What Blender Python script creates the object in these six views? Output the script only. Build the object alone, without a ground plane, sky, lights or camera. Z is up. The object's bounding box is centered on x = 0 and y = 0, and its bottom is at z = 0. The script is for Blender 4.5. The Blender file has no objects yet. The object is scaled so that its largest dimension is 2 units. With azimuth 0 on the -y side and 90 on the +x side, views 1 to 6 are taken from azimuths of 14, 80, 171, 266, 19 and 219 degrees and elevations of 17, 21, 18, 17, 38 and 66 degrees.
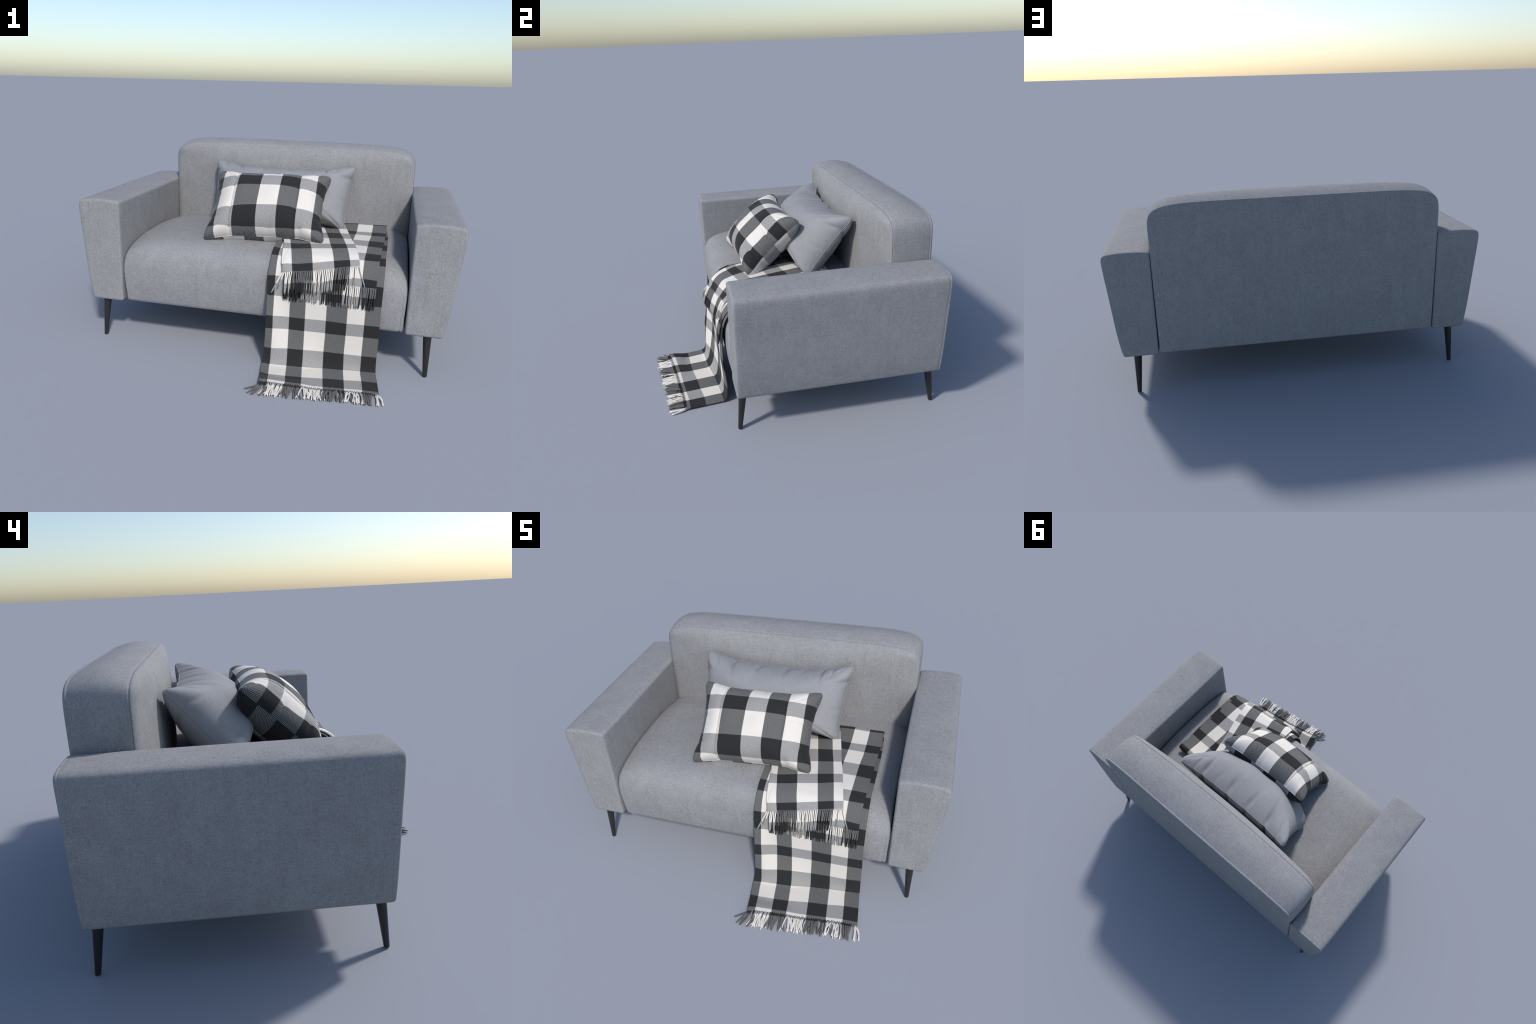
# A two-seat grey fabric sofa with a plain pillow, a checked pillow and a fringed checked throw.
import bpy, math, random
import numpy as np
from mathutils import Vector

rng = np.random.default_rng(7)
random.seed(7)
SCN = bpy.context.scene.collection


# ------------------------------------------------------------------ helpers
def smooth(a, b, x):
    t = np.clip((np.asarray(x, float) - a) / (b - a), 0, 1)
    return t * t * (3 - 2 * t)


def pchip(x, y, q):
    """Shape-preserving cubic through (x, y[..., k]) sampled at q (x ascending)."""
    x = np.asarray(x, float)
    y = np.asarray(y, float)
    q = np.asarray(q, float)
    one = y.ndim == 1
    if one:
        y = y[:, None]
    h = np.diff(x)[:, None]
    d = np.diff(y, axis=0) / h
    m = np.zeros_like(y)
    m[0], m[-1] = d[0], d[-1]
    if len(x) > 2:
        w1, w2 = 2 * h[1:] + h[:-1], h[1:] + 2 * h[:-1]
        ok = d[1:] * d[:-1] > 0
        with np.errstate(divide="ignore", invalid="ignore"):
            hm = (w1 + w2) / (w1 / d[:-1] + w2 / d[1:])
        m[1:-1] = np.where(ok, hm, 0)
    i = np.clip(np.searchsorted(x, q) - 1, 0, len(x) - 2)
    t = ((q - x[i]) / h[i, 0])[:, None]
    H = h[i]
    r = ((1 + 2 * t) * (1 - t) ** 2 * y[i] + t * (1 - t) ** 2 * H * m[i]
         + t * t * (3 - 2 * t) * y[i + 1] + t * t * (t - 1) * H * m[i + 1])
    return r[:, 0] if one else r


def resample(P, n, closed=True):
    """n points evenly spaced by length along a polyline."""
    P = np.asarray(P, float)
    Q = np.vstack([P, P[:1]]) if closed else P
    s = np.concatenate([[0], np.cumsum(np.linalg.norm(np.diff(Q, axis=0), axis=1))])
    t = np.linspace(0, s[-1], n + 1)[:-1] if closed else np.linspace(0, s[-1], n)
    return np.stack([np.interp(t, s, Q[:, k]) for k in range(Q.shape[1])], 1)


def round_corners(P, radii, k=8):
    """Closed polygon with each corner replaced by an arc."""
    P = np.asarray(P, float)
    out = []
    n = len(P)
    for i in range(n):
        a, b, c = P[i - 1], P[i], P[(i + 1) % n]
        r = radii[i]
        if r <= 0:
            out.append(b)
            continue
        u, v = (a - b) / np.linalg.norm(a - b), (c - b) / np.linalg.norm(c - b)
        ang = math.acos(np.clip(u @ v, -1, 1))
        L = r / math.tan(ang / 2)
        for t in np.linspace(0, 1, k):
            q0, q1 = b + u * L, b + v * L
            out.append((1 - t) ** 2 * q0 + 2 * t * (1 - t) * (b * .88 + (q0 + q1) * .06) + t * t * q1)
    return np.array(out)


def mesh_object(name, verts, faces, mat, parent=None, smooth_shade=True):
    me = bpy.data.meshes.new(name)
    me.from_pydata([tuple(v) for v in verts], [], faces)
    me.validate()
    me.polygons.foreach_set("use_smooth", [smooth_shade] * len(me.polygons))
    ob = bpy.data.objects.new(name, me)
    SCN.objects.link(ob)
    if mat:
        me.materials.append(mat)
    if parent:
        ob.parent = parent
    return ob


def fix_normals(ob):
    import bmesh
    bm = bmesh.new()
    bm.from_mesh(ob.data)
    bmesh.ops.recalc_face_normals(bm, faces=bm.faces)
    bm.to_mesh(ob.data)
    bm.free()


def loft(rings, cap=True):
    """Closed rings of equal count -> verts, faces, with fans over both ends."""
    n = len(rings[0])
    V = np.vstack(rings)
    F = []
    for r in range(len(rings) - 1):
        a, b = r * n, (r + 1) * n
        for i in range(n):
            j = (i + 1) % n
            F.append((a + i, a + j, b + j, b + i))
    if cap:
        V = np.vstack([V, rings[0].mean(0), rings[-1].mean(0)])
        c0, c1 = len(V) - 2, len(V) - 1
        m = (len(rings) - 1) * n
        for i in range(n):
            j = (i + 1) % n
            F.append((c0, j, i))
            F.append((c1, m + i, m + j))
    return V, F


def grid_faces(nr, nc):
    return [(r * nc + c, r * nc + c + 1, (r + 1) * nc + c + 1, (r + 1) * nc + c)
            for r in range(nr - 1) for c in range(nc - 1)]


def offset_in(P, d):
    """Move a closed 2D outline inwards by d along its normals."""
    t = np.roll(P, -1, 0) - np.roll(P, 1, 0)
    t /= np.linalg.norm(t, axis=1)[:, None] + 1e-12
    n = np.stack([-t[:, 1], t[:, 0]], 1)
    if np.sum((P.mean(0) - P) * n) < 0:
        n = -n
    return P + n * d


def empty(name, label, category, loc=(0, 0, 0)):
    ob = bpy.data.objects.new(name, None)
    ob.empty_display_size = .1
    SCN.objects.link(ob)
    ob["label"], ob["category"] = label, category
    return ob


# ------------------------------------------------------------------ materials
class Nodes:
    def __init__(self, name):
        self.mat = bpy.data.materials.new(name)
        self.mat.use_nodes = True
        self.t = self.mat.node_tree
        self.t.nodes.clear()

    def add(self, kind, **props):
        n = self.t.nodes.new(kind)
        for k, v in props.items():
            setattr(n, k, v)
        return n

    def link(self, a, b):
        self.t.links.new(a, b)

    def feed(self, sock, v):
        if hasattr(v, "is_output"):
            self.link(v, sock)
        else:
            sock.default_value = v

    def math(self, op, a, b=0.0, c=0.0, clamp=False):
        n = self.add("ShaderNodeMath", operation=op, use_clamp=clamp)
        for s, v in zip(n.inputs, (a, b, c)):
            self.feed(s, v)
        return n.outputs[0]

    def noise(self, vec, scale, detail=2.0, rough=.5, stretch=(1, 1, 1)):
        m = self.add("ShaderNodeMapping")
        m.inputs["Scale"].default_value = stretch
        self.link(vec, m.inputs["Vector"])
        n = self.add("ShaderNodeTexNoise")
        n.inputs["Scale"].default_value = scale
        n.inputs["Detail"].default_value = detail
        n.inputs["Roughness"].default_value = rough
        self.link(m.outputs[0], n.inputs["Vector"])
        return n.outputs["Fac"]

    def mix(self, fac, a, b, mode="MIX"):
        n = self.add("ShaderNodeMix", data_type="RGBA", blend_type=mode)
        self.feed(n.inputs[0], fac)
        for s, v in ((n.inputs[6], a), (n.inputs[7], b)):
            self.feed(s, v if hasattr(v, "is_output") else (*v, 1.0))
        return n.outputs[2]

    def finish(self, color, rough=.9, sheen=0.0, spec=.3, height=None, dist=.001, strength=.5):
        p = self.add("ShaderNodeBsdfPrincipled")
        self.feed(p.inputs["Base Color"], color if hasattr(color, "is_output") else (*color, 1))
        self.feed(p.inputs["Roughness"], rough)
        p.inputs["Specular IOR Level"].default_value = spec
        p.inputs["Sheen Weight"].default_value = sheen
        p.inputs["Sheen Roughness"].default_value = .45
        if height is not None:
            b = self.add("ShaderNodeBump")
            b.inputs["Strength"].default_value = strength
            b.inputs["Distance"].default_value = dist
            self.link(height, b.inputs["Height"])
            self.link(b.outputs[0], p.inputs["Normal"])
        o = self.add("ShaderNodeOutputMaterial")
        self.link(p.outputs[0], o.inputs[0])
        return self.mat


def linen(name, base, contrast=1.0, fine=1.0):
    """Woven upholstery: soft blotches plus slubs running along all three axes."""
    N = Nodes(name)
    co = N.add("ShaderNodeTexCoord").outputs["Object"]
    blot = N.noise(co, 9.0, 3.0, .6)
    cloud = N.noise(co, 26.0, 3.0, .6)
    # slubs: long thin streaks along each axis, coarse and fine
    hx = N.noise(co, 1.0, 3.0, .65, (30, 200, 200))
    hy = N.noise(co, 1.0, 3.0, .65, (200, 30, 200))
    hz = N.noise(co, 1.0, 3.0, .65, (200, 200, 30))
    sx = N.noise(co, 1.0, 2.0, .6, (90, 560, 560))
    sy = N.noise(co, 1.0, 2.0, .6, (560, 90, 560))
    sz = N.noise(co, 1.0, 2.0, .6, (560, 560, 90))
    grain = N.noise(co, 480.0, 2.0, .6)
    hatch = N.math("SUBTRACT", N.math("ADD", N.math("ADD", hx, hy), hz), 1.5)
    weave = N.math("SUBTRACT", N.math("ADD", N.math("ADD", sx, sy), sz), 1.5)
    weave = N.math("MULTIPLY_ADD", N.math("SUBTRACT", grain, .5), .30, weave)
    v = N.math("MULTIPLY_ADD", N.math("SUBTRACT", blot, .5), .24 * contrast, 1.0)
    v = N.math("MULTIPLY_ADD", N.math("SUBTRACT", cloud, .5), .12 * contrast, v)
    v = N.math("MULTIPLY_ADD", hatch, .34 * contrast, v)
    streak = N.noise(co, 1.0, 3.0, .6, (48, 48, 5))
    v = N.math("MULTIPLY_ADD", N.math("SUBTRACT", streak, .5), .22 * contrast, v)
    v = N.math("MULTIPLY_ADD", weave, .74 * fine, v)
    sparkle = N.math("MULTIPLY", N.math("GREATER_THAN", N.noise(co, 260.0, 1.0), .70), .10 * fine)  # sun glints on the weave, painted as lighter specks in the base colour
    v = N.math("ADD", v, sparkle)
    tint = N.mix(N.math("MULTIPLY_ADD", blot, 2.6, -.85, clamp=True), [base[0] * 1.012, base[1] * .993, base[2] * 1.0],
                 [base[0] * .993, base[1] * 1.003, base[2] * 1.0])
    sc = N.add("ShaderNodeVectorMath", operation="SCALE")
    N.link(tint, sc.inputs[0])
    N.link(v, sc.inputs["Scale"])
    return N.finish(sc.outputs[0], rough=.9, sheen=.0, spec=.2, height=weave, dist=.0010, strength=.12)


WHITE, BLACK = (.645, .612, .570), (.0210, .0215, .0225)


def plaid(name, col_edges, col_first, row_edges, row_first, thread=.0032, soft=2.2):
    """Buffalo check woven from white and black yarn.  The cloth was cut flat: its
    Generated coordinates are the flat cloth in metres (plus one half)."""
    N = Nodes(name)
    g = N.add("ShaderNodeTexCoord").outputs["Generated"]
    sep = N.add("ShaderNodeSeparateXYZ")
    N.link(g, sep.inputs[0])
    u = N.math("SUBTRACT", sep.outputs[0], .5)
    v = N.math("SUBTRACT", sep.outputs[1], .5)
    k = 2 * math.pi / thread
    # toothed edges where one yarn colour gives way to the other
    su = N.math("MULTIPLY_ADD", N.math("SIGN", N.math("SINE", N.math("MULTIPLY", v, k))), .0007, u)
    sv = N.math("MULTIPLY_ADD", N.math("SIGN", N.math("SINE", N.math("MULTIPLY", u, k))), .0007, v)

    def bands(x, edges, first):
        lo, hi = edges[0] - .2, edges[-1] + .2
        r = N.add("ShaderNodeValToRGB")
        r.color_ramp.interpolation = "CONSTANT"
        e = r.color_ramp.elements
        e[0].position, e[0].color = 0, (first,) * 3 + (1,)
        e[1].position, e[1].color = (edges[0] - lo) / (hi - lo), (1 - first,) * 3 + (1,)
        val = 1 - first
        for p in edges[1:]:
            val = 1 - val
            n = e.new((p - lo) / (hi - lo))
            n.color = (val,) * 3 + (1,)
        N.link(N.math("MULTIPLY_ADD", x, 1 / (hi - lo), -lo / (hi - lo)), r.inputs[0])
        return r.outputs[0]

    a, b = bands(su, col_edges, col_first), bands(sv, row_edges, row_first)
    ab = N.math("MULTIPLY", a, b)
    wa = N.math("SUBTRACT", a, ab)
    wb = N.math("SUBTRACT", b, ab)
    # share of white yarn on the face: both white 1, white column .44, white row .20
    f = N.math("MULTIPLY_ADD", wa, .42, N.math("MULTIPLY_ADD", wb, .145, ab))
    # twill: diagonal ribs broken by the crossing yarn
    d1 = N.math("SINE", N.math("MULTIPLY", N.math("ADD", u, v), k))
    d2 = N.math("SINE", N.math("MULTIPLY", N.math("SUBTRACT", u, v), k))
    wob = N.noise(g, 160.0, 3.0, .6)
    tw = N.math("MULTIPLY_ADD", d1, .55, N.math("MULTIPLY", d2, .45))
    tw = N.math("MULTIPLY_ADD", N.math("SUBTRACT", wob, .5), .7, tw)
    amp = N.math("MULTIPLY", N.math("MULTIPLY", f, N.math("SUBTRACT", 1.0, f)), soft)
    m = N.math("MULTIPLY_ADD", tw, amp, f, clamp=True)
    fibre = N.noise(g, 900.0, 2.0, .6)
    pure = N.mix(fibre, [c * .94 for c in WHITE], [c * 1.03 for c in WHITE])
    mixed = N.mix(fibre, (.575, .572, .566), (.64, .636, .63))      # crossed yarns read cooler
    white = N.mix(ab, mixed, pure)
    black = N.mix(fibre, [c * .75 for c in BLACK], [c * 1.3 for c in BLACK])
    col = N.mix(m, black, white)
    h = N.math("MULTIPLY_ADD", tw, .35, fibre)
    return N.finish(col, rough=.92, sheen=.08, spec=.15, height=h, dist=.0006, strength=.4)


GREY = linen("grey_linen", (.246, .250, .259))
PILLOW_GREY = linen("grey_pillow_cotton", (.258, .264, .277), contrast=.5, fine=.45)
N = Nodes("black_leg")
LEG = N.finish(N.mix(N.noise(N.add("ShaderNodeTexCoord").outputs["Object"], 60.0, 3.0), (.014, .014, .015), (.022, .022, .023)),
               rough=.42, spec=.4)

# ------------------------------------------------------------------ sofa
sofa = empty("sofa", "two-seat light grey fabric sofa on slim black legs", "sofa")
RIPPLE = [rng.uniform(0, 6.28, 4) for _ in range(3)]


def soft_noise(p, amp):
    """A slow uneven swell, so stuffed faces are not machine-flat."""
    x, y, z = p[:, 0], p[:, 1], p[:, 2]
    a, b, c = RIPPLE
    return amp * (np.sin(7.1 * x + 4 * z + a[0]) * np.sin(6.3 * z - 3 * y + b[0])
                  + .6 * np.sin(13 * x - 9 * y + a[1]) * np.sin(11 * z + 8 * y + b[1]))


def upholstered(name, outline_at, stations, face_front, face_back, n=220):
    """Stuffed block along y. outline_at(s) -> closed (x,z) outline; stations: (inset, s, y function of the outline)."""
    rings = []
    first = True
    for ins, s, yf in stations:
        P = offset_in(outline_at(s), ins)
        rings.append(np.stack([P[:, 0], yf(P), P[:, 1]], 1))
    # faces: shrink the end rings towards their middle, swelling outwards
    def face(ring, fn):
        out = []
        c = np.array([(ring[:, 0].min() + ring[:, 0].max()) / 2, 0, (ring[:, 2].min() + ring[:, 2].max()) / 2])
        for f in (.03, .07, .12, .18, .25, .34, .44, .55, .67, .79, .9, .97):
            q = ring.copy()
            q[:, 0] = ring[:, 0] * (1 - f) + c[0] * f
            q[:, 2] = ring[:, 2] * (1 - f) + c[2] * f
            q[:, 1] = fn(q, ring[:, 1], f)
            out.append(q)
        return out
    back = face(rings[0], face_back)[::-1]
    front = face(rings[-1], face_front)
    V, F = loft(back + rings + front)
    ob = mesh_object(name, V, F, GREY, sofa)
    fix_normals(ob)
    return ob


# -- backrest: a broad shield, higher and softer in front than behind
def back_outline(s):
    """s = 0 at the rear seam, 1 at the front seam."""
    w = .7578
    zt = 1.0255 + .006 * s + .0135 * math.sin(math.pi * min(max(s, 0), 1)) ** .9
    z0 = .80
    t = np.linspace(-1, 1, 400)
    x = w * np.sign(t) * (1 - (1 - np.abs(t)) ** 2.2)
    top = z0 + (zt - .010 * s * (x / w) ** 2 - z0) * np.maximum(1 - np.abs(x / w) ** 8, 0) ** .14
    pts = np.stack([x, top], 1)
    low = round_corners([(w, .80), (w - .003, .222), (-w + .003, .222), (-w, .80)], [0, .018, .018, 0])
    return resample(np.vstack([pts, low]), 300)


def seam_y(P):
    return .501 + .018 * np.minimum(np.abs(P[:, 0]) / .757, 1) ** 2


cst = lambda y: (lambda P: np.full(len(P), y))
fro = lambda d: (lambda P: seam_y(P) + d * (1 - .5 * np.minimum(np.abs(P[:, 0]) / .757, 1) ** 10 * smooth(1.0, .93, P[:, 1])))
lerp_y = lambda t: (lambda P: .7165 * (1 - t) + (seam_y(P) + .004) * t)
st = [(.010, 0, cst(.7345)), (.005, 0, cst(.7335)), (.0015, 0, cst(.7305)), (0, 0, cst(.7265)), (.0004, 0, cst(.7225)),
      (.0013, 0, cst(.7205)), (.0013, 0, cst(.7192)), (.0004, 0, cst(.7175)), (0, .02, lerp_y(0.02))]
st += [(-.004 * math.sin(math.pi * t), t, lerp_y(t)) for t in np.linspace(.12, .9, 8)]
st += [(0, .97, lerp_y(.985)), (.0003, 1, fro(.003)), (.0026, 1, fro(.0010)), (.0026, 1, fro(-.0004)),
       (.0010, 1, fro(-.003)), (.0028, 1, fro(-.0085)), (.0065, 1, fro(-.0145)), (.0115, 1, fro(-.0200)), (.0185, 1, fro(-.0250)), (.027, 1, fro(-.0292))]


def back_front(q, y0, f):
    base = .432 + .050 * np.minimum(np.abs(q[:, 0]) / .70, 1.08) ** 1.7
    c = np.array([q[:, 0].mean(), (q[:, 2].min() + q[:, 2].max()) / 2])
    dist = f / (1 - f) * np.hypot(q[:, 0] - c[0], q[:, 2] - c[1])
    w = 1 - np.exp(-dist / .055)
    return y0 * (1 - w) + base * w + soft_noise(q, .0010) * w


def back_rear(q, y0, f):
    return y0 + .002 * (1 - (1 - f) ** 3) + soft_noise(q, .0008) * min(f * 5, 1)


upholstered("backrest", back_outline, st, back_front, back_rear)


# -- armrests: upright inside, leaning outwards outside
def arm_outline(side):
    def f(s):
        bulge = .0025 * s
        outer_z = np.array([.2155, .255, .344, .474, .58, .68, .755, .776])
        outer_x = np.array([.9410, .9495, .9625, .9750, .9845, .9940, .9985, .9980])
        zz = np.linspace(.2155, .776, 40)
        xx = pchip(outer_z, outer_x, zz) + bulge * np.sin(np.pi * np.clip((zz - .2) / .75, 0, 1))
        xi = np.linspace(.972, .778, 22)[1:-1]
        zi = .776 + (.0105 + .003 * s) * (1 - np.abs((xi - .87) / .125) ** 2.4)
        P = [(.7600 - .005 * s, .2155)] + list(zip(xx, zz)) + list(zip(xi, zi)) + [(.7595 - .005 * s, .7770)]
        r = [.0135] + [.0135] + [0] * 38 + [.0135] + [0] * len(xi) + [.0135]
        P = round_corners(P, r)
        P = resample(P, 240)
        # soften the outer top shoulder
        for _ in range(10):
            m = smooth(.90, .98, P[:, 0]) * smooth(.72, .76, P[:, 1])
            P = P + m[:, None] * .5 * ((np.roll(P, 1, 0) + np.roll(P, -1, 0)) / 2 - P)
        P[:, 0] *= side
        return P if side > 0 else P[::-1]
    return f


def arm(side):
    o = arm_outline(side)
    L = lambda t: .7165 * (1 - t) + -.322 * t
    st = [(.010, 0, cst(.7340)), (.005, 0, cst(.7330)), (.0015, 0, cst(.7300)), (0, 0, cst(.7260)), (.0004, 0, cst(.7225)),
          (.0011, 0, cst(.7205)), (.0011, 0, cst(.7192)), (.0004, 0, cst(.7175))]
    st += [(0, math.sin(math.pi * t) ** .7, cst(L(t))) for t in np.linspace(.01, .99, 14)]
    st += [(.0006, 0, cst(-.3285)), (.0022, 0, cst(-.3335)), (.0050, 0, cst(-.3370)), (.0095, 0, cst(-.3395))]
    ff = lambda q, y0, f: y0 - .0025 * (1 - (1 - f) ** 3) + soft_noise(q, .0006) * min(f * 5, 1)
    fb = lambda q, y0, f: y0 + .0025 * (1 - (1 - f) ** 3)
    return upholstered("armrest", o, st, ff, fb)


arm(1)
arm(-1)

# -- seat: one long block, bulging towards the middle
CEN = np.array([(.50, .222), (.10, .222), (-.30, .222), (-.326, .2235), (-.3365, .235), (-.347, .29), (-.353, .36), (-.351, .43),
                (-.339, .485), (-.310, .528), (-.262, .555), (-.18, .572), (-.05, .580), (.12, .581), (.30, .576), (.46, .566), (.52, .56)])
EDG = np.array([(.50, .222), (.10, .222), (-.30, .222), (-.322, .2235), (-.3315, .235), (-.3345, .29), (-.3335, .36), (-.327, .42),
                (-.312, .464), (-.278, .495), (-.225, .514), (-.15, .530), (-.04, .543), (.12, .546), (.30, .536), (.44, .512), (.52, .50)])


def seat():
    s = np.linspace(0, 1, len(CEN))
    q = np.linspace(0, 1, 130)
    cen, edg = pchip(s, CEN, q), pchip(s, EDG, q)
    half = lambda z, c: .7545 - (.005 if c > 0 else .016) * smooth(.42, .22, z) - .006 * smooth(.42, .56, z)
    cols = list(np.linspace(0, .93, 60)) + [.945, .958, .968, .9745, .9765, .9785, .985, .991, .996, 1.0]
    cols = np.array(sorted([-c for c in cols if c > 0] + cols))
    V = []
    for c in cols:
        w = 1 - np.abs(c) ** 9
        P = edg * (1 - w) + cen * w
        d = 0.0
        if .974 < c < .979:
            d = -.0040 * smooth(.44, .40, P[:, 1])          # sewn groove just inside the border
        rim = -.007 * smooth(.988, 1.0, abs(c)) ** 2
        t = np.gradient(P, axis=0)
        t /= np.linalg.norm(t, axis=1)[:, None]
        nrm = np.stack([t[:, 1], -t[:, 0]], 1)
        out = nrm if nrm[40] @ np.array([-1, 0]) > 0 else -nrm
        fade = smooth(.60, .30, P[:, 0])
        P = P + out * (d + rim * fade)[:, None] if np.ndim(d + rim * fade) else P
        x = c * half(P[:, 1], c)
        V.append(np.stack([x, P[:, 0], P[:, 1]], 1))
    V = np.array(V)
    V[..., 2] += soft_noise(V.reshape(-1, 3), .0016).reshape(V.shape[:2]) * smooth(.45, .56, V[..., 2])
    nr, nc = V.shape[:2]
    F = grid_faces(nr, nc)
    verts = V.reshape(-1, 3)
    # side walls: fans over the two end profiles, drawn slightly inwards
    verts = list(map(tuple, verts))
    for r in (0, nr - 1):
        c0 = V[r].mean(0)
        sgn = 1 if r else -1
        prev = [r * nc + i for i in range(nc)]
        for f in (.04, .15, .5):
            ring = V[r] * (1 - f) + c0 * f
            ring[:, 0] = V[r][:, 0] + sgn * .002 * f
            base = len(verts)
            verts += list(map(tuple, ring))
            cur = list(range(base, base + nc))
            for i in range(nc):
                j = (i + 1) % nc
                F.append((prev[i], prev[j], cur[j], cur[i]))
            prev = cur
        verts.append(tuple(c0))
        k = len(verts) - 1
        for i in range(nc):
            F.append((prev[i], prev[(i + 1) % nc], k))
    ob = mesh_object("seat", verts, F, GREY, sofa)
    fix_normals(ob)


seat()


# -- legs: slim cones splayed fore and aft
def leg(x, y_top, y_bot):
    prof = [(.0, .0), (.0088, 0), (.0106, .0012), (.0113, .004), (.0216, .2235)]
    n = 32
    rings = []
    for r, z in prof:
        t = z / .2235
        a = np.linspace(0, 2 * np.pi, n, endpoint=False)
        cx, cy = x[1] * (1 - t) + x[0] * t, y_bot * (1 - t) + y_top * t
        rings.append(np.stack([cx + max(r, 1e-4) * np.cos(a), cy + max(r, 1e-4) * np.sin(a), np.full(n, z)], 1))
    V, F = loft(rings)
    ob = mesh_object("leg", V, F, LEG, sofa)
    fix_normals(ob)
    for p in ob.data.polygons:
        p.use_smooth = True
    ob.data.set_sharp_from_angle(angle=math.radians(50))


for sx in (-1, 1):
    leg((sx * .872, sx * .8805), -.3005, -.327)
    leg((sx * .872, sx * .8815), .692, .7185)


# ------------------------------------------------------------------ cloth cut flat, then shaped
def cloth(name, flat, shaped, faces, mat, parent, thickness=0.0, offset=-1):
    """Mesh whose rest shape is the flat cut; a shape key holds the draped form."""
    ob = mesh_object(name, flat, faces, mat, parent)
    me = ob.data
    me.use_auto_texspace = False
    me.texspace_location = (0, 0, 0)
    me.texspace_size = (.5, .5, .5)
    ob.shape_key_add(name="flat", from_mix=False)
    kb = ob.shape_key_add(name="draped", from_mix=False)
    kb.data.foreach_set("co", np.asarray(shaped, float).ravel())
    kb.value = 1.0
    if thickness:
        m = ob.modifiers.new("thickness", "SOLIDIFY")
        m.thickness, m.offset = thickness, offset
        m.use_even_offset = False
    return ob


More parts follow.
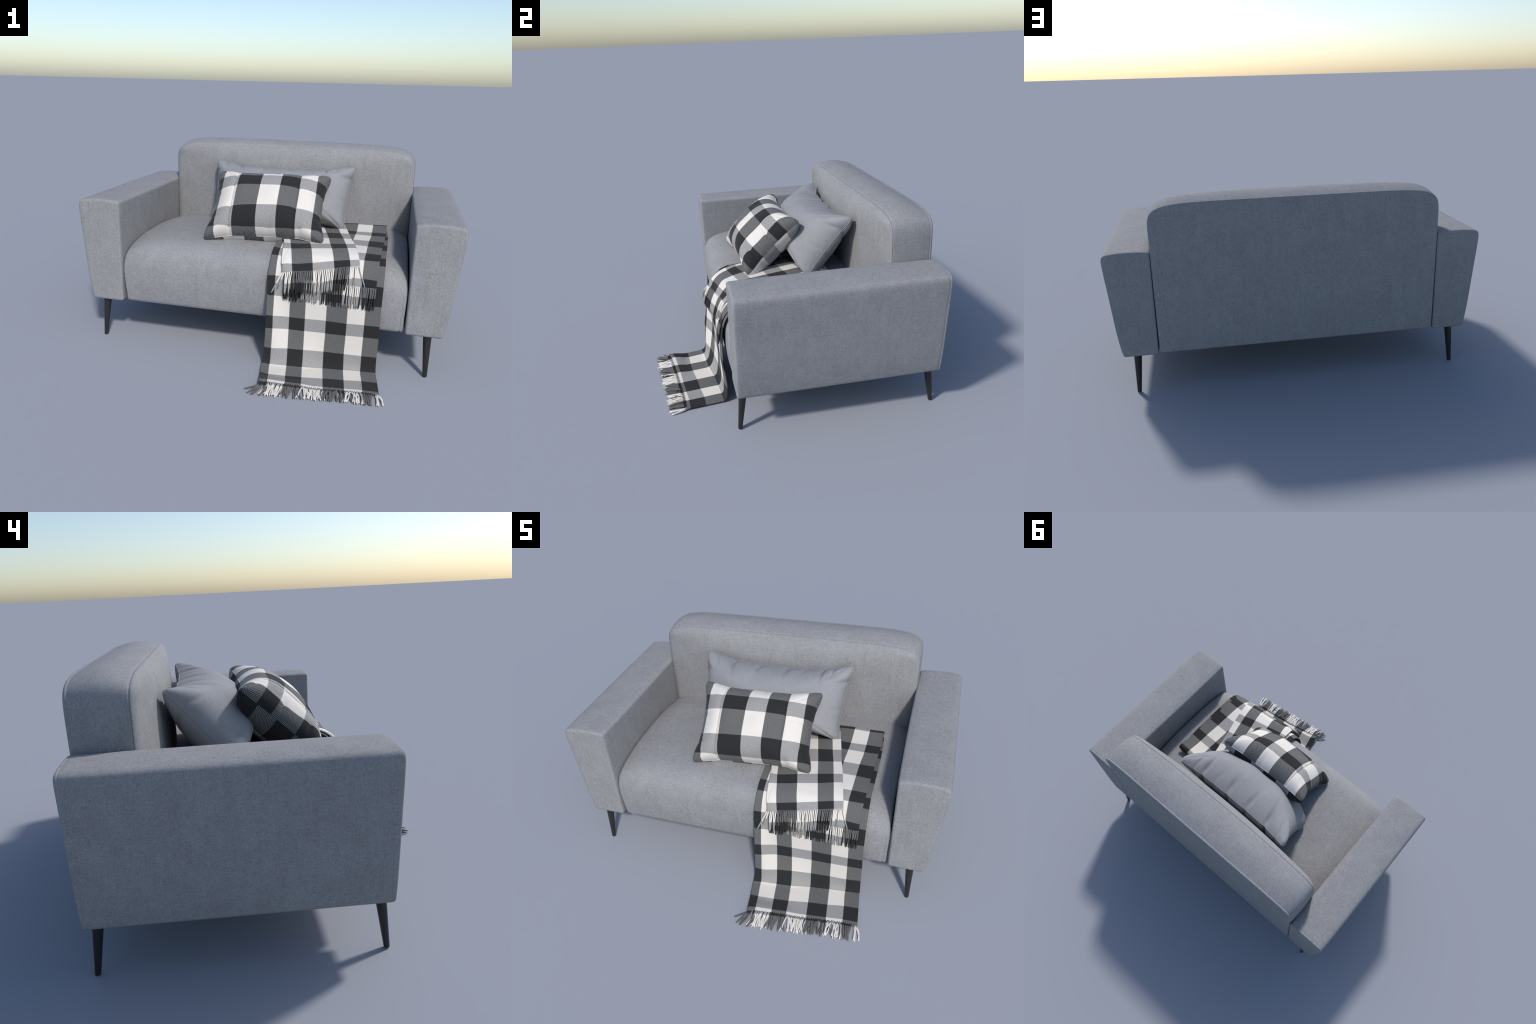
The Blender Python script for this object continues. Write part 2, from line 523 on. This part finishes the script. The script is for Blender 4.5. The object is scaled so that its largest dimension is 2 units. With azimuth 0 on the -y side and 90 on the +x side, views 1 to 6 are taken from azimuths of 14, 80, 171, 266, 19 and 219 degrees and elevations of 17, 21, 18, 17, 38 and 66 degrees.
# -- pillows
def pillow(name, label, corners, bulge_f, bulge_b, inset, mats, pleats, seams=(), n=(150, 110), seed=1, cord=.0032, drop=0.0, ears=9.0, head=(3.0, .52), foot=3.4):
    """corners: TL, TR, BR, BL; inset: how far the sides and the top/bottom are drawn in (fractions)."""
    r = np.random.default_rng(seed)
    TL, TR, BR, BL = map(np.array, corners)
    top = empty(name, label, "throw pillow")
    U, Vv = (TR - TL), (TL - BL)
    W, H = np.linalg.norm((TR + BR - TL - BL) / 2), np.linalg.norm((TL + TR - BL - BR) / 2)
    Nn = np.cross((TR + BR - TL - BL), (TL + TR - BL - BR))
    Nn /= np.linalg.norm(Nn)
    if Nn[1] > 0:
        Nn = -Nn
    # denser towards the border
    ease = lambda k: np.sin(np.linspace(-1, 1, k) * np.pi / 2 * .93) / math.sin(np.pi / 2 * .93)
    u, v = np.meshgrid(ease(n[0]), ease(n[1]))
    su, sv = inset

    def plane(u, v):
        r = (np.abs(u) ** ears + np.abs(v) ** ears) ** (1 / ears) + 1e-9
        k = np.maximum(np.abs(u), np.abs(v)) / r * (1 + .55 * (2 ** (1 / ears) - 1))
        uu = u * (1 - su * (1 - np.abs(v) ** 2.1))
        vv = v * (1 - sv * (1 - np.abs(u) ** 3.4))
        for (edge, pos, wid, dep, run) in pleats:
            along = ((u if edge in "tb" else v) - pos) * (W if edge in "tb" else H) / 2
            near = smooth(.72, 1, {"t": v, "b": -v, "r": u, "l": -u}[edge])
            nick = .17 * dep * np.exp(-(along / (1.3 * wid)) ** 2) * near
            if edge in "tb":
                vv = vv - np.sign(v) * nick / (H / 2)
            else:
                uu = uu - np.sign(u) * nick / (W / 2)
        m = smooth(.45, 1, np.minimum(np.abs(u), np.abs(v)))
        uu, vv = uu * (1 - m + m * k), vv * (1 - m + m * k)
        a, b = ((uu + 1) / 2)[..., None], ((vv + 1) / 2)[..., None]
        return (BL * (1 - a) + BR * a) * (1 - b) + (TL * (1 - a) + TR * a) * b, uu * W / 2, vv * H / 2

    base, cu, cv = plane(u, v)
    upv = (TL + TR - BL - BR)
    upv /= np.linalg.norm(upv)

    def side(bulge, sgn, ph):
        fu = np.maximum(1 - np.abs(u) ** 2.5, 0) ** .50
        fv = np.where(v > 0, np.maximum(1 - np.abs(v) ** head[0], 0) ** head[1], np.maximum(1 - np.abs(v) ** foot, 0) ** .50)
        full = 1 / (1 / np.maximum(fu, 1e-5) + 1 / np.maximum(fv, 1e-5) - 1)
        full[(fu <= 0) | (fv <= 0)] = 0
        h = bulge * full
        # gathers: short puckers running in from the border
        for (edge, pos, wid, dep, run) in pleats:
            if edge in "tb":
                along, inn = (u - pos) * W / 2, (1 - v if edge == "t" else 1 + v) * H / 2
            else:
                along, inn = (v - pos) * H / 2, (1 - u if edge == "r" else 1 + u) * W / 2
            slant = along - .25 * inn * math.sin(9 * pos + ph)
            h = h - dep * np.exp(-(slant / wid) ** 2) * np.exp(-inn / run) * (1 - np.exp(-(inn / .012)))
        for pos in seams if sgn > 0 else ():
            d = np.abs((u - pos - .075 * np.abs(v) ** 2 * np.sign(-pos)) * W / 2)
            h = h - .008 * np.exp(-(d / .0034) ** 2) * (fv > 0) - .005 * np.exp(-(d / .022) ** 2)
        env = fu * fv
        x, y = u * W / 2, v * H / 2
        h = h + env * .0050 * (np.sin(17 * x + 9 * y + ph) * np.sin(13 * y - 6 * x + 2 * ph) + .5 * np.sin(31 * x - 12 * y) * np.sin(27 * y + ph))
        h = np.maximum(h, 0)
        P = base + sgn * h[..., None] * Nn - upv * (drop + (.022 if sgn < 0 else 0)) * (env[..., None])
        return P

    F = grid_faces(n[1], n[0])
    flat = np.stack([cu, cv, 0 * u], -1).reshape(-1, 3)
    for nm, b, sgn, m in (("front_panel", bulge_f, 1, mats[0]), ("back_panel", bulge_b, -1, mats[1])):
        P = side(b, sgn, 1.3 if sgn > 0 else 4.1)
        ob = cloth(nm, flat, P.reshape(-1, 3), F if sgn > 0 else [f[::-1] for f in F], m, top)
    # sewn border cord
    border = np.vstack([base[0], base[1:, -1], base[-1, ::-1][1:], base[1:-1, 0][::-1]])
    fb = np.vstack([flat.reshape(n[1], n[0], 3)[0], flat.reshape(n[1], n[0], 3)[1:, -1],
                    flat.reshape(n[1], n[0], 3)[-1, ::-1][1:], flat.reshape(n[1], n[0], 3)[1:-1, 0][::-1]])
    k = 6
    tang = np.roll(border, -1, 0) - np.roll(border, 1, 0)
    tang /= np.linalg.norm(tang, axis=1)[:, None]
    bn = np.cross(tang, Nn)
    V, Vf = [], []
    for i in range(k):
        a = 2 * np.pi * i / k
        V.append(border + cord * (math.cos(a) * bn + math.sin(a) * Nn))
        Vf.append(fb)
    V, Vf = np.array(V).transpose(1, 0, 2).reshape(-1, 3), np.array(Vf).transpose(1, 0, 2).reshape(-1, 3)
    m = len(border)
    FF = [(i * k + j, i * k + (j + 1) % k, ((i + 1) % m) * k + (j + 1) % k, ((i + 1) % m) * k + j) for i in range(m) for j in range(k)]
    cloth("piping", Vf, V, FF, mats[0], top)
    return top


grey_pleats = [("t", -.83, .010, .016, .030), ("t", -.60, .013, .046, .036), ("t", -.22, .012, .030, .026), ("t", .15, .015, .036, .030),
               ("t", .40, .010, .014, .022), ("t", .62, .011, .044, .036), ("t", .76, .008, .020, .026), ("l", .55, .012, .012, .035), ("l", -.5, .012, .014, .04),
               ("r", .55, .012, .024, .04), ("r", -.15, .012, .010, .04), ("r", -.75, .012, .014, .035), ("b", .5, .014, .014, .04), ("b", -.4, .014, .014, .04)]
pillow("pillow", "plump plain grey rectangular pillow with pointed corners",
       [(-.449, .436, .926), (.411, .427, .928), (.380, .162, .585), (-.402, .150, .583)],
       .190, .125, (.030, .25), (PILLOW_GREY, PILLOW_GREY), grey_pleats, seed=3, cord=.0018, drop=.042, ears=8.5, head=(2.5, .60), foot=5.0)

cols_p = [-.266, -.168, -.037, .070, .171, .259]
plaid_front = plaid("check_front", cols_p, 0, [-.180, -.080, .0516, .131], 1, thread=.0064)
plaid_back = plaid("check_back", [-.22, -.105, 0.0, .10, .23], 0, [-.08, .02, .12], 1, thread=.0064)
check_pleats = [("t", -.78, .012, .004, .04), ("t", .10, .012, .008, .05), ("t", .78, .010, .010, .04), ("l", .1, .012, .010, .05), ("l", -.55, .010, .009, .04),
                ("r", .15, .012, .016, .06), ("r", -.45, .012, .014, .06), ("b", -.55, .010, .010, .04), ("b", .1, .014, .007, .05), ("b", .6, .012, .010, .05)]
pillow("pillow", "black and white checked rectangular pillow with seams",
       [(-.352, .137, .896), (.303, .145, .902), (.313, -.172, .598), (-.338, -.206, .577)],
       .137, .140, (.095, .15), (plaid_front, plaid_back), check_pleats, seams=(-.625, .575), n=(320, 140), seed=5, cord=.0014)

# -- blanket
blanket = empty("blanket", "black and white checked fringed throw draped over the seat", "blanket")


def sheet(us, rows, uq, vq):
    """rows: (v, [(x, y, z) at each u in us]); smooth surface sampled at uq x vq."""
    vs = [r[0] for r in rows]
    R = np.array([pchip(us, np.array(r[1]), uq) for r in rows])        # rows x nu x 3
    out = np.stack([pchip(vs, R[:, i], vq) for i in range(len(uq))], 1)
    return out                                                           # nv x nu x 3


def relax(P, n=2, axis=0):
    for _ in range(n):
        if axis == 0:
            P[1:-1] = P[1:-1] * .5 + (P[:-2] + P[2:]) * .25
        else:
            P[:, 1:-1] = P[:, 1:-1] * .5 + (P[:, :-2] + P[:, 2:]) * .25
    return P


def tube_batch(paths, flats, radius, k=6):
    """Yarn strands: paths list of (m,3) centre lines, flats list of (m,2) cloth coordinates."""
    V, Vf, F = [], [], []
    for P, Q, rad in zip(paths, flats, radius):
        m = len(P)
        t = np.gradient(P, axis=0)
        t /= np.linalg.norm(t, axis=1)[:, None] + 1e-9
        ref = np.array([1.0, .15, .1])
        a = np.cross(t, ref)
        a /= np.linalg.norm(a, axis=1)[:, None] + 1e-9
        b = np.cross(t, a)
        base = len(V) and sum(len(x) for x in V)
        prof = np.ones(m)
        prof[-1], prof[-2] = .55, .92
        for i in range(m):
            ang = 2 * np.pi * np.arange(k) / k
            ring = P[i] + rad * prof[i] * (np.cos(ang)[:, None] * a[i] + np.sin(ang)[:, None] * b[i])
            V.append(ring)
            Vf.append(np.column_stack([Q[i, 0] + .25 * rad * np.cos(ang), np.full(k, Q[i, 1]), np.zeros(k)]))
        for i in range(m - 1):
            for j in range(k):
                j2 = (j + 1) % k
                F.append((base + i * k + j, base + i * k + j2, base + (i + 1) * k + j2, base + (i + 1) * k + j))
        F.append(tuple(base + (m - 1) * k + j for j in range(k)))
        F.append(tuple(base + k - 1 - j for j in range(k)))
    return np.vstack(V), np.vstack(Vf), F


def fringe(name, roots, us, tip_fn, mat, length_flat, r0=.0031, steps=9, v0=0.0, gravity=0.0):
    paths, flats, rad = [], [], []
    for i, (p, u) in enumerate(zip(roots, us)):
        P = tip_fn(i, p, u, np.linspace(0, 1, steps))
        paths.append(P)
        flats.append(np.column_stack([np.full(steps, u), v0 - np.linspace(0, 1, steps) * length_flat]))
        rad.append(r0 * rng.uniform(.86, 1.1))
    V, Vf, F = tube_batch(paths, flats, rad)
    ob = cloth(name, Vf, V, F, mat, blanket)
    ob["kind"] = "stuff"
    fix_normals(ob)
    return ob


# lower layer: from under the pillows over the front edge, down to the floor and along it
U1 = [0, .030, .107, .188, .296, .400, .484, .562]
R1 = [
    (0.000, [(.104, -.664, .038), (.137, -.650, .031), (.218, -.636, .023), (.295, -.625, .017), (.400, -.612, .0065), (.502, -.600, .008), (.583, -.591, .0055), (.6635, -.587, .0055)]),
    (0.014, [(.1022, -.6495, .039), (.1349, -.636, .032), (.2156, -.6224, .024), (.293, -.611, .018), (.398, -.599, .007), (.500, -.587, .009), (.5819, -.578, .006), (.6616, -.574, .006)]),
    (0.103, [(.0847, -.5547, .0190), (.1198, -.5485, .0100), (.202, -.5434, .0085), (.2834, -.5347, .0085), (.3871, -.5176, .0065), (.4899, -.5054, .006), (.5717, -.4909, .006), (.6514, -.4864, .0075)]),
    (0.205, [(.0711, -.461, .0200), (.1048, -.4502, .0125), (.1883, -.4416, .0120), (.2689, -.4332, .0115), (.3728, -.4105, .008), (.4764, -.398, .008), (.5583, -.3892, .008), (.6386, -.3819, .0085)]),
    (0.232, [(.0705, -.439, .0340), (.1046, -.437, .0280), (.1865, -.428, .0260), (.2675, -.416, .0250), (.3715, -.395, .020), (.4755, -.383, .020), (.5580, -.375, .020), (.6376, -.366, .0195)]),
    (0.287, [(.0715, -.4265, .0958), (.1056, -.4299, .0975), (.1849, -.4095, .0960), (.2649, -.3935, .0915), (.3692, -.3815, .091), (.4725, -.3735, .0885), (.5573, -.3705, .0880), (.6361, -.3593, .0850)]),
    (0.393, [(.0764, -.4260, .2034), (.1073, -.4196, .2015), (.1830, -.3919, .1951), (.2641, -.3835, .1915), (.3711, -.3774, .1905), (.4749, -.3756, .1908), (.5586, -.3745, .1930), (.6381, -.3674, .1908)]),
    (0.459, [(.0755, -.4171, .2693), (.1052, -.4107, .2672), (.1823, -.3841, .2590), (.2636, -.3801, .2573), (.3709, -.3785, .2590), (.4753, -.3760, .2560), (.5587, -.3781, .2590), (.6372, -.3730, .2582)]),
    (0.565, [(.0737, -.4009, .3735), (.1059, -.3973, .3710), (.1830, -.3860, .3660), (.2640, -.3830, .3640), (.3710, -.3810, .3630), (.4755, -.3790, .3620), (.5590, -.3765, .3610), (.6377, -.3712, .3605)]),
    (0.660, [(.0689, -.3746, .4698), (.1043, -.3735, .4716), (.1830, -.3660, .4690), (.2640, -.3580, .4680), (.3710, -.3550, .4670), (.4755, -.3540, .4650), (.5590, -.3570, .4630), (.6386, -.3602, .4607)]),
    (0.768, [(.0724, -.3156, .5590), (.1028, -.3157, .5575), (.1830, -.3120, .5540), (.2640, -.3080, .5510), (.3710, -.3060, .5500), (.4755, -.3050, .5490), (.5590, -.3060, .5490), (.6392, -.3083, .5482)]),
    (0.836, [(.0715, -.2534, .5855), (.1011, -.2539, .5815), (.1830, -.2530, .5800), (.2640, -.2530, .5795), (.3710, -.2530, .5790), (.4755, -.2530, .5780), (.5590, -.2530, .5770), (.6374, -.2529, .5746)]),
    (0.938, [(.0680, -.1530, .5930), (.0985, -.1530, .5895), (.1830, -.1530, .5885), (.2640, -.1530, .5885), (.3710, -.1530, .5885), (.4755, -.1530, .5885), (.5590, -.1530, .5870), (.6380, -.1530, .5840)]),
    (1.095, [(.0680, .0050, .5940), (.1000, .0050, .5910), (.1830, .0050, .5905), (.2640, .0050, .5905), (.3710, .0050, .5905), (.4755, .0050, .5905), (.5590, .0050, .5890), (.6380, .0050, .5860)]),
    (1.240, [(.0700, .1500, .5940), (.1000, .1500, .5910), (.1830, .1500, .5905), (.2640, .1500, .5905), (.3710, .1500, .5905), (.4755, .1500, .5905), (.5590, .1500, .5890), (.6360, .1500, .5860)]),
    (1.360, [(.0800, .2700, .5940), (.1050, .2700, .5910), (.1850, .2700, .5905), (.2650, .2700, .5905), (.3710, .2700, .5905), (.4755, .2700, .5905), (.5590, .2700, .5890), (.6260, .2700, .5850)]),
]
ROWS1 = [.014, .103, .205, .287, .393, .459, .565, .660, .768, .836, .943, 1.045, 1.153, 1.223, 1.32]
M1 = plaid("check_lower", [.030, .107, .188, .296, .400, .484], 0, ROWS1, 1, thread=.0048)
uq = np.concatenate([np.linspace(0, .03, 9), np.linspace(.03, .562, 110)[1:]])
vq = np.concatenate([np.linspace(0, .30, 90), np.linspace(.30, 1.36, 190)[1:]])
S1 = sheet(U1, R1, uq, vq)
S1 = relax(S1, 6, 0)
S1 = relax(S1, 3, 1)
S1[:100] = relax(S1[:100], 25, 0)
S1[..., 2] = np.maximum(S1[..., 2], .0105)


def lift_over(S, under, gap, tail=False):
    """Push a layer outwards (up, or forward over the seat front) until it clears the layer below."""
    ref = under[int(len(under) * .6), :, 0]
    P = S.reshape(-1, 3).copy()
    idx = np.interp(P[:, 0], ref, np.arange(len(ref)))
    k = np.clip(idx.astype(int), 0, len(ref) - 2)
    f = (idx - k)[:, None]
    for i in range(len(P)):
        if not ref[0] - .02 < P[i, 0] < ref[-1] + .02:
            continue
        C = under[:, k[i], 1:] * (1 - f[i]) + under[:, k[i] + 1, 1:] * f[i]
        D = P[i, 1:] - C
        j = int(np.argmin((D ** 2).sum(1)))
        if tail and j == 0:
            continue
        t = C[min(j + 1, len(C) - 1)] - C[max(j - 1, 0)]
        t = t / (np.linalg.norm(t) + 1e-9)
        n = np.array([-t[1], t[0]])
        d = D[j] @ n
        if d < gap and np.linalg.norm(D[j]) < .05:
            P[i, 1:] += n * (gap - d)
    return P.reshape(S.shape)


def wrap_left(S, uq, vq, depth, reach, cols, gap):
    """Fold the cloth under along its left border: a round turn and an under layer."""
    du = np.gradient(S, axis=1)
    dv = np.gradient(S, axis=0)
    nrm = np.cross(du, dv)
    nrm /= np.linalg.norm(nrm, axis=2)[..., None] + 1e-9
    n0 = nrm[:, 0]
    e = du[:, 0] / (np.linalg.norm(du[:, 0], axis=1)[:, None] + 1e-9)
    r = gap / 2
    turn, uf = [], []
    for a in np.linspace(np.pi, 0, 8)[:-1]:
        turn.append(S[:, 0] - n0 * r * (1 + math.cos(a)) - e * r * math.sin(a) * 1.1)
        uf.append(-r * a)
    turn = turn[::-1] if False else turn
    # order from the under layer outwards to the border
    under, uu = [], []
    for t in np.linspace(reach, .004, cols):
        k = np.array([np.interp(t, uq, np.arange(len(uq)))])
        i = int(k[0])
        f = k[0] - i
        p = S[:, i] * (1 - f) + S[:, min(i + 1, S.shape[1] - 1)] * f
        nn = nrm[:, i]
        under.append(p - nn * gap)
        uu.append(-np.pi * r - t)
    first = [S[:, 0] - n0 * r * (1 + math.cos(a)) - e * r * math.sin(a) * 1.1 for a in np.linspace(0, np.pi, 8)]
    fu = [-r * (np.pi - a) for a in np.linspace(0, np.pi, 8)]
    A = np.stack(under + first[:-1], 1)
    return np.concatenate([A, S], 1), np.concatenate([uu, fu[:-1], uq])


def drape(name, S, uq, vq, mat, thickness=.0034):
    nv, nu = S.shape[:2]
    flat = np.zeros((nv, nu, 3))
    flat[..., 0] = uq[None, :]
    flat[..., 1] = vq[:, None]
    F = grid_faces(nv, nu)
    return cloth(name, flat.reshape(-1, 3), S.reshape(-1, 3), F, mat, blanket, thickness, offset=-1)


W1, wu1 = wrap_left(S1, uq, vq, 0, .545, 60, .0085)
k1 = W1.shape[1] - S1.shape[1]
W1[:, :k1, 2] = np.maximum(W1[:, :k1, 2], .0037)
drape("lower_layer", W1, wu1, vq, M1)

# middle layer: the same throw doubled back at the rear of the seat
U2 = [-.500, -.375, -.267, -.163, -.080, 0]


def row2(v, pts, dx=0):
    return (v, pts)


R2 = [
    (0.000, [(.150, -.385, .468), (.240, -.372, .463), (.345, -.366, .460), (.448, -.364, .4565), (.532, -.3645, .4545), (.6047, -.3661, .4535)]),
    (0.040, [(.150, -.380, .506), (.240, -.357, .500), (.345, -.351, .497), (.448, -.350, .494), (.532, -.353, .492), (.6043, -.3568, .4901)]),
    (0.142, [(.150, -.312, .572), (.230, -.308, .573), (.340, -.303, .573), (.448, -.296, .571), (.5319, -.289, .568), (.6094, -.2869, .5657)]),
    (0.203, [(.152, -.242, .590), (.230, -.240, .589), (.340, -.237, .588), (.450, -.231, .586), (.5349, -.2267, .5827), (.6121, -.2281, .5798)]),
    (0.309, [(.155, -.125, .597), (.230, -.124, .597), (.343, -.122, .597), (.452, -.120, .596), (.5366, -.1189, .5935), (.6147, -.1226, .5921)]),
    (0.406, [(.158, -.022, .599), (.235, -.022, .599), (.346, -.023, .599), (.455, -.024, .598), (.5384, -.0252, .5972), (.6189, -.026, .5958)]),
    (0.512, [(.160, .090, .600), (.242, .088, .600), (.352, .086, .600), (.459, .083, .600), (.5444, .0819, .5990), (.6219, .0801, .6003)]),
    (0.575, [(.132, .156, .601), (.248, .154, .601), (.358, .152, .601), (.461, .1485, .6003), (.5444, .1471, .6015), (.6248, .1436, .6020)]),
    (0.660, [(.140, .246, .606), (.252, .243, .606), (.360, .240, .608), (.461, .237, .6115), (.545, .231, .6140), (.6253, .2280, .6160)]),
    (0.700, [(.145, .285, .605), (.255, .284, .607), (.361, .281, .612), (.461, .277, .6180), (.545, .2695, .6205), (.6253, .2677, .6225)]),
    (0.718, [(.146, .301, .599), (.256, .300, .601), (.361, .297, .606), (.461, .2930, .6120), (.545, .2845, .6135), (.6253, .2820, .6155)]),
    (0.750, [(.146, .304, .584), (.256, .303, .585), (.361, .300, .588), (.461, .2955, .5900), (.545, .2870, .5900), (.6250, .2840, .5880)]),
]
M2 = plaid("check_middle", [-.375, -.267, -.163, -.080], 0, [-.052, 0.0001, .040, .142, .203, .309, .406, .512, .575, .684], 0, thread=.0048)
uq2 = np.linspace(-.5, 0, 110)
vq2 = np.linspace(0, .75, 150)
S2 = relax(relax(sheet(U2, R2, uq2, vq2), 3, 0), 3, 1)
S2 = relax(lift_over(S2, S1, .0052), 2, 0)
drape("middle_layer", S2, uq2, vq2, M2)

# top layer: a turned-over end, skewed to the left towards the back
U3 = [0, .050, .152, .259, .340, .387]
R3 = [
    (0.000, [(.1389, -.3840, .4944), (.1881, -.3800, .5020), (.2878, -.3600, .5093), (.3935, -.3470, .5286), (.4716, -.3385, .5430), (.5165, -.3290, .5466)]),
    (0.039, [(.1360, -.3667, .5333), (.1809, -.3550, .5345), (.2812, -.3390, .5460), (.3863, -.3205, .5593), (.4634, -.3050, .5669), (.5098, -.2970, .5713)]),
    (0.138, [(.1229, -.2791, .5895), (.1594, -.2725, .5900), (.2600, -.2497, .5920), (.3632, -.2271, .5945), (.4403, -.2034, .5935), (.4857, -.1938, .5930)]),
    (0.202, [(.1150, -.2125, .6016), (.1460, -.2160, .6030), (.2448, -.1863, .6005), (.3471, -.1603, .6010), (.4260, -.1404, .6000), (.4722, -.1302, .5990)]),
    (0.301, [(.0930, -.1160, .6060), (.1240, -.1120, .6065), (.2240, -.0880, .6060), (.3266, -.0627, .6055), (.4045, -.0442, .6050), (.4478, -.0350, .6040)]),
    (0.407, [(.0690, -.0130, .6065), (.0990, -.0090, .6070), (.1990, .0150, .6070), (.3024, .0400, .6065), (.3798, .0549, .6055), (.4258, .0664, .6045)]),
    (0.500, [(.0480, .0780, .6070), (.0780, .0820, .6075), (.1780, .1060, .6080), (.2810, .1310, .6085), (.3590, .1460, .6080), (.4050, .1580, .6075)]),
    (0.580, [(.0300, .1560, .6070), (.0600, .1600, .6075), (.1600, .1840, .6080), (.2630, .2090, .6085), (.3410, .2240, .6085), (.3880, .2350, .6085)]),
]
M3 = plaid("check_top", [.050, .152, .259, .340], 1, [-.050, .0001, .039, .138, .202, .301, .407, .5], 0, thread=.0048)
uq3 = np.concatenate([np.linspace(0, .02, 7), np.linspace(.02, .387, 84)[1:]])
vq3 = np.linspace(0, .58, 130)
S3 = relax(relax(sheet(U3, R3, uq3, vq3), 3, 0), 3, 1)
S3 = relax(lift_over(S3, S1, .0140), 2, 0)
S3 = relax(lift_over(S3, S2, .0050, tail=True), 2, 0)
W3, wu3 = wrap_left(S3, uq3, vq3, 0, .10, 14, .009)
drape("top_layer", W3, wu3, vq3, M3)


# -- fringes
def at(S, uq, u):
    i = np.interp(u, uq, np.arange(len(uq)))
    k = int(min(i, len(uq) - 2))
    return S[0, k] * (1 - (i - k)) + S[0, k + 1] * (i - k)


# floor fringe: a tangle of strands lying forward on the ground, from both layers of cloth
us, roots = [], []
for k in range(2):
    for u in np.arange(.004, .560, .0104):
        us.append(u + rng.uniform(-.0015, .0015))
        p = at(S1, uq, np.clip(us[-1], 0, .562)) + np.array([0, .003, -.002 - .006 * k])
        roots.append(p)
order = np.argsort(us)
us, roots = [us[i] for i in order], [roots[i] for i in order]


def floor_strand(i, p, u, s):
    L = rng.uniform(.087, .105)
    lean = -.16 + .34 * u + rng.normal(0, .17)
    if rng.random() < .11:
        lean += rng.choice([-1, 1]) * rng.uniform(.3, .6)
    if u < .02:
        lean -= rng.uniform(0, .45)
    if u > .552:
        lean += rng.uniform(-.1, .08)
    lay = rng.uniform(.0032, .0085)
    bend = rng.normal(0, .0045)
    d = np.array([math.sin(lean + .14), -math.cos(lean + .14)])
    perp = np.array([-d[1], d[0]])
    xy = p[:2] + np.outer(s * L, d) + np.outer(np.sin(s * math.pi) * bend + s * s * bend, perp)
    drop = 1 - (1 - np.minimum(s / .55, 1)) ** 2
    hump = .006 * rng.uniform(0, 1) * np.sin(np.pi * np.minimum(s * 1.2, 1))
    z = p[2] * (1 - drop) + lay * drop + hump
    xy[:, 1] = np.maximum(xy[:, 1], -.742 + .002 * np.sin(900 * u))
    return np.column_stack([xy, np.maximum(z, .0038)])


M1F = plaid("check_floor_fringe", [.030, .107, .188, .296, .400, .484, .540], 0, [-.020, -.001], 1, thread=.0048)
fringe("fringe", roots, us, floor_strand, M1F, .105, r0=.0040)

# hanging fringes
us2 = np.arange(-.496, .0, .0093) + rng.uniform(-.001, .001, len(np.arange(-.496, .0, .0093)))
roots2 = [at(S2, uq2, u) + np.array([0, 0, .002]) for u in us2]


def hang2(i, p, u, s):
    L = .112 * rng.uniform(.94, 1.04)
    dx = rng.normal(-.003, .005)
    return np.column_stack([p[0] + dx * s, p[1] - .003 - .0165 * s ** .8 - .004 * np.sin(np.pi * s) * rng.uniform(0, 1), p[2] - L * s])


fringe("fringe", roots2, us2, hang2, M2, .105, r0=.0039)

us3 = np.arange(.003, .386, .0091)
us3 = us3 + rng.uniform(-.001, .001, len(us3))
roots3 = [at(S3, uq3, u) + np.array([0, 0, .001]) for u in us3]


def hang3(i, p, u, s):
    L = .108 * rng.uniform(.93, 1.03)
    dx = rng.normal(-.002, .006)
    lift = 0
    if i == 0:
        dx, L = -.046, .100
    elif i == 1:
        dx, L = -.018, .06
    elif i == len(us3) - 1:
        dx, L = .034, .092
    elif rng.random() < .15:
        dx += rng.uniform(-.014, .014)
    out = .040 if u > .05 else .036
    return np.column_stack([p[0] + dx * s, p[1] - .002 - out * s ** .85 - .004 * np.sin(np.pi * s) * rng.uniform(0, 1), p[2] - L * s])


fringe("fringe", roots3, us3, hang3, M3, .100, r0=.0039)
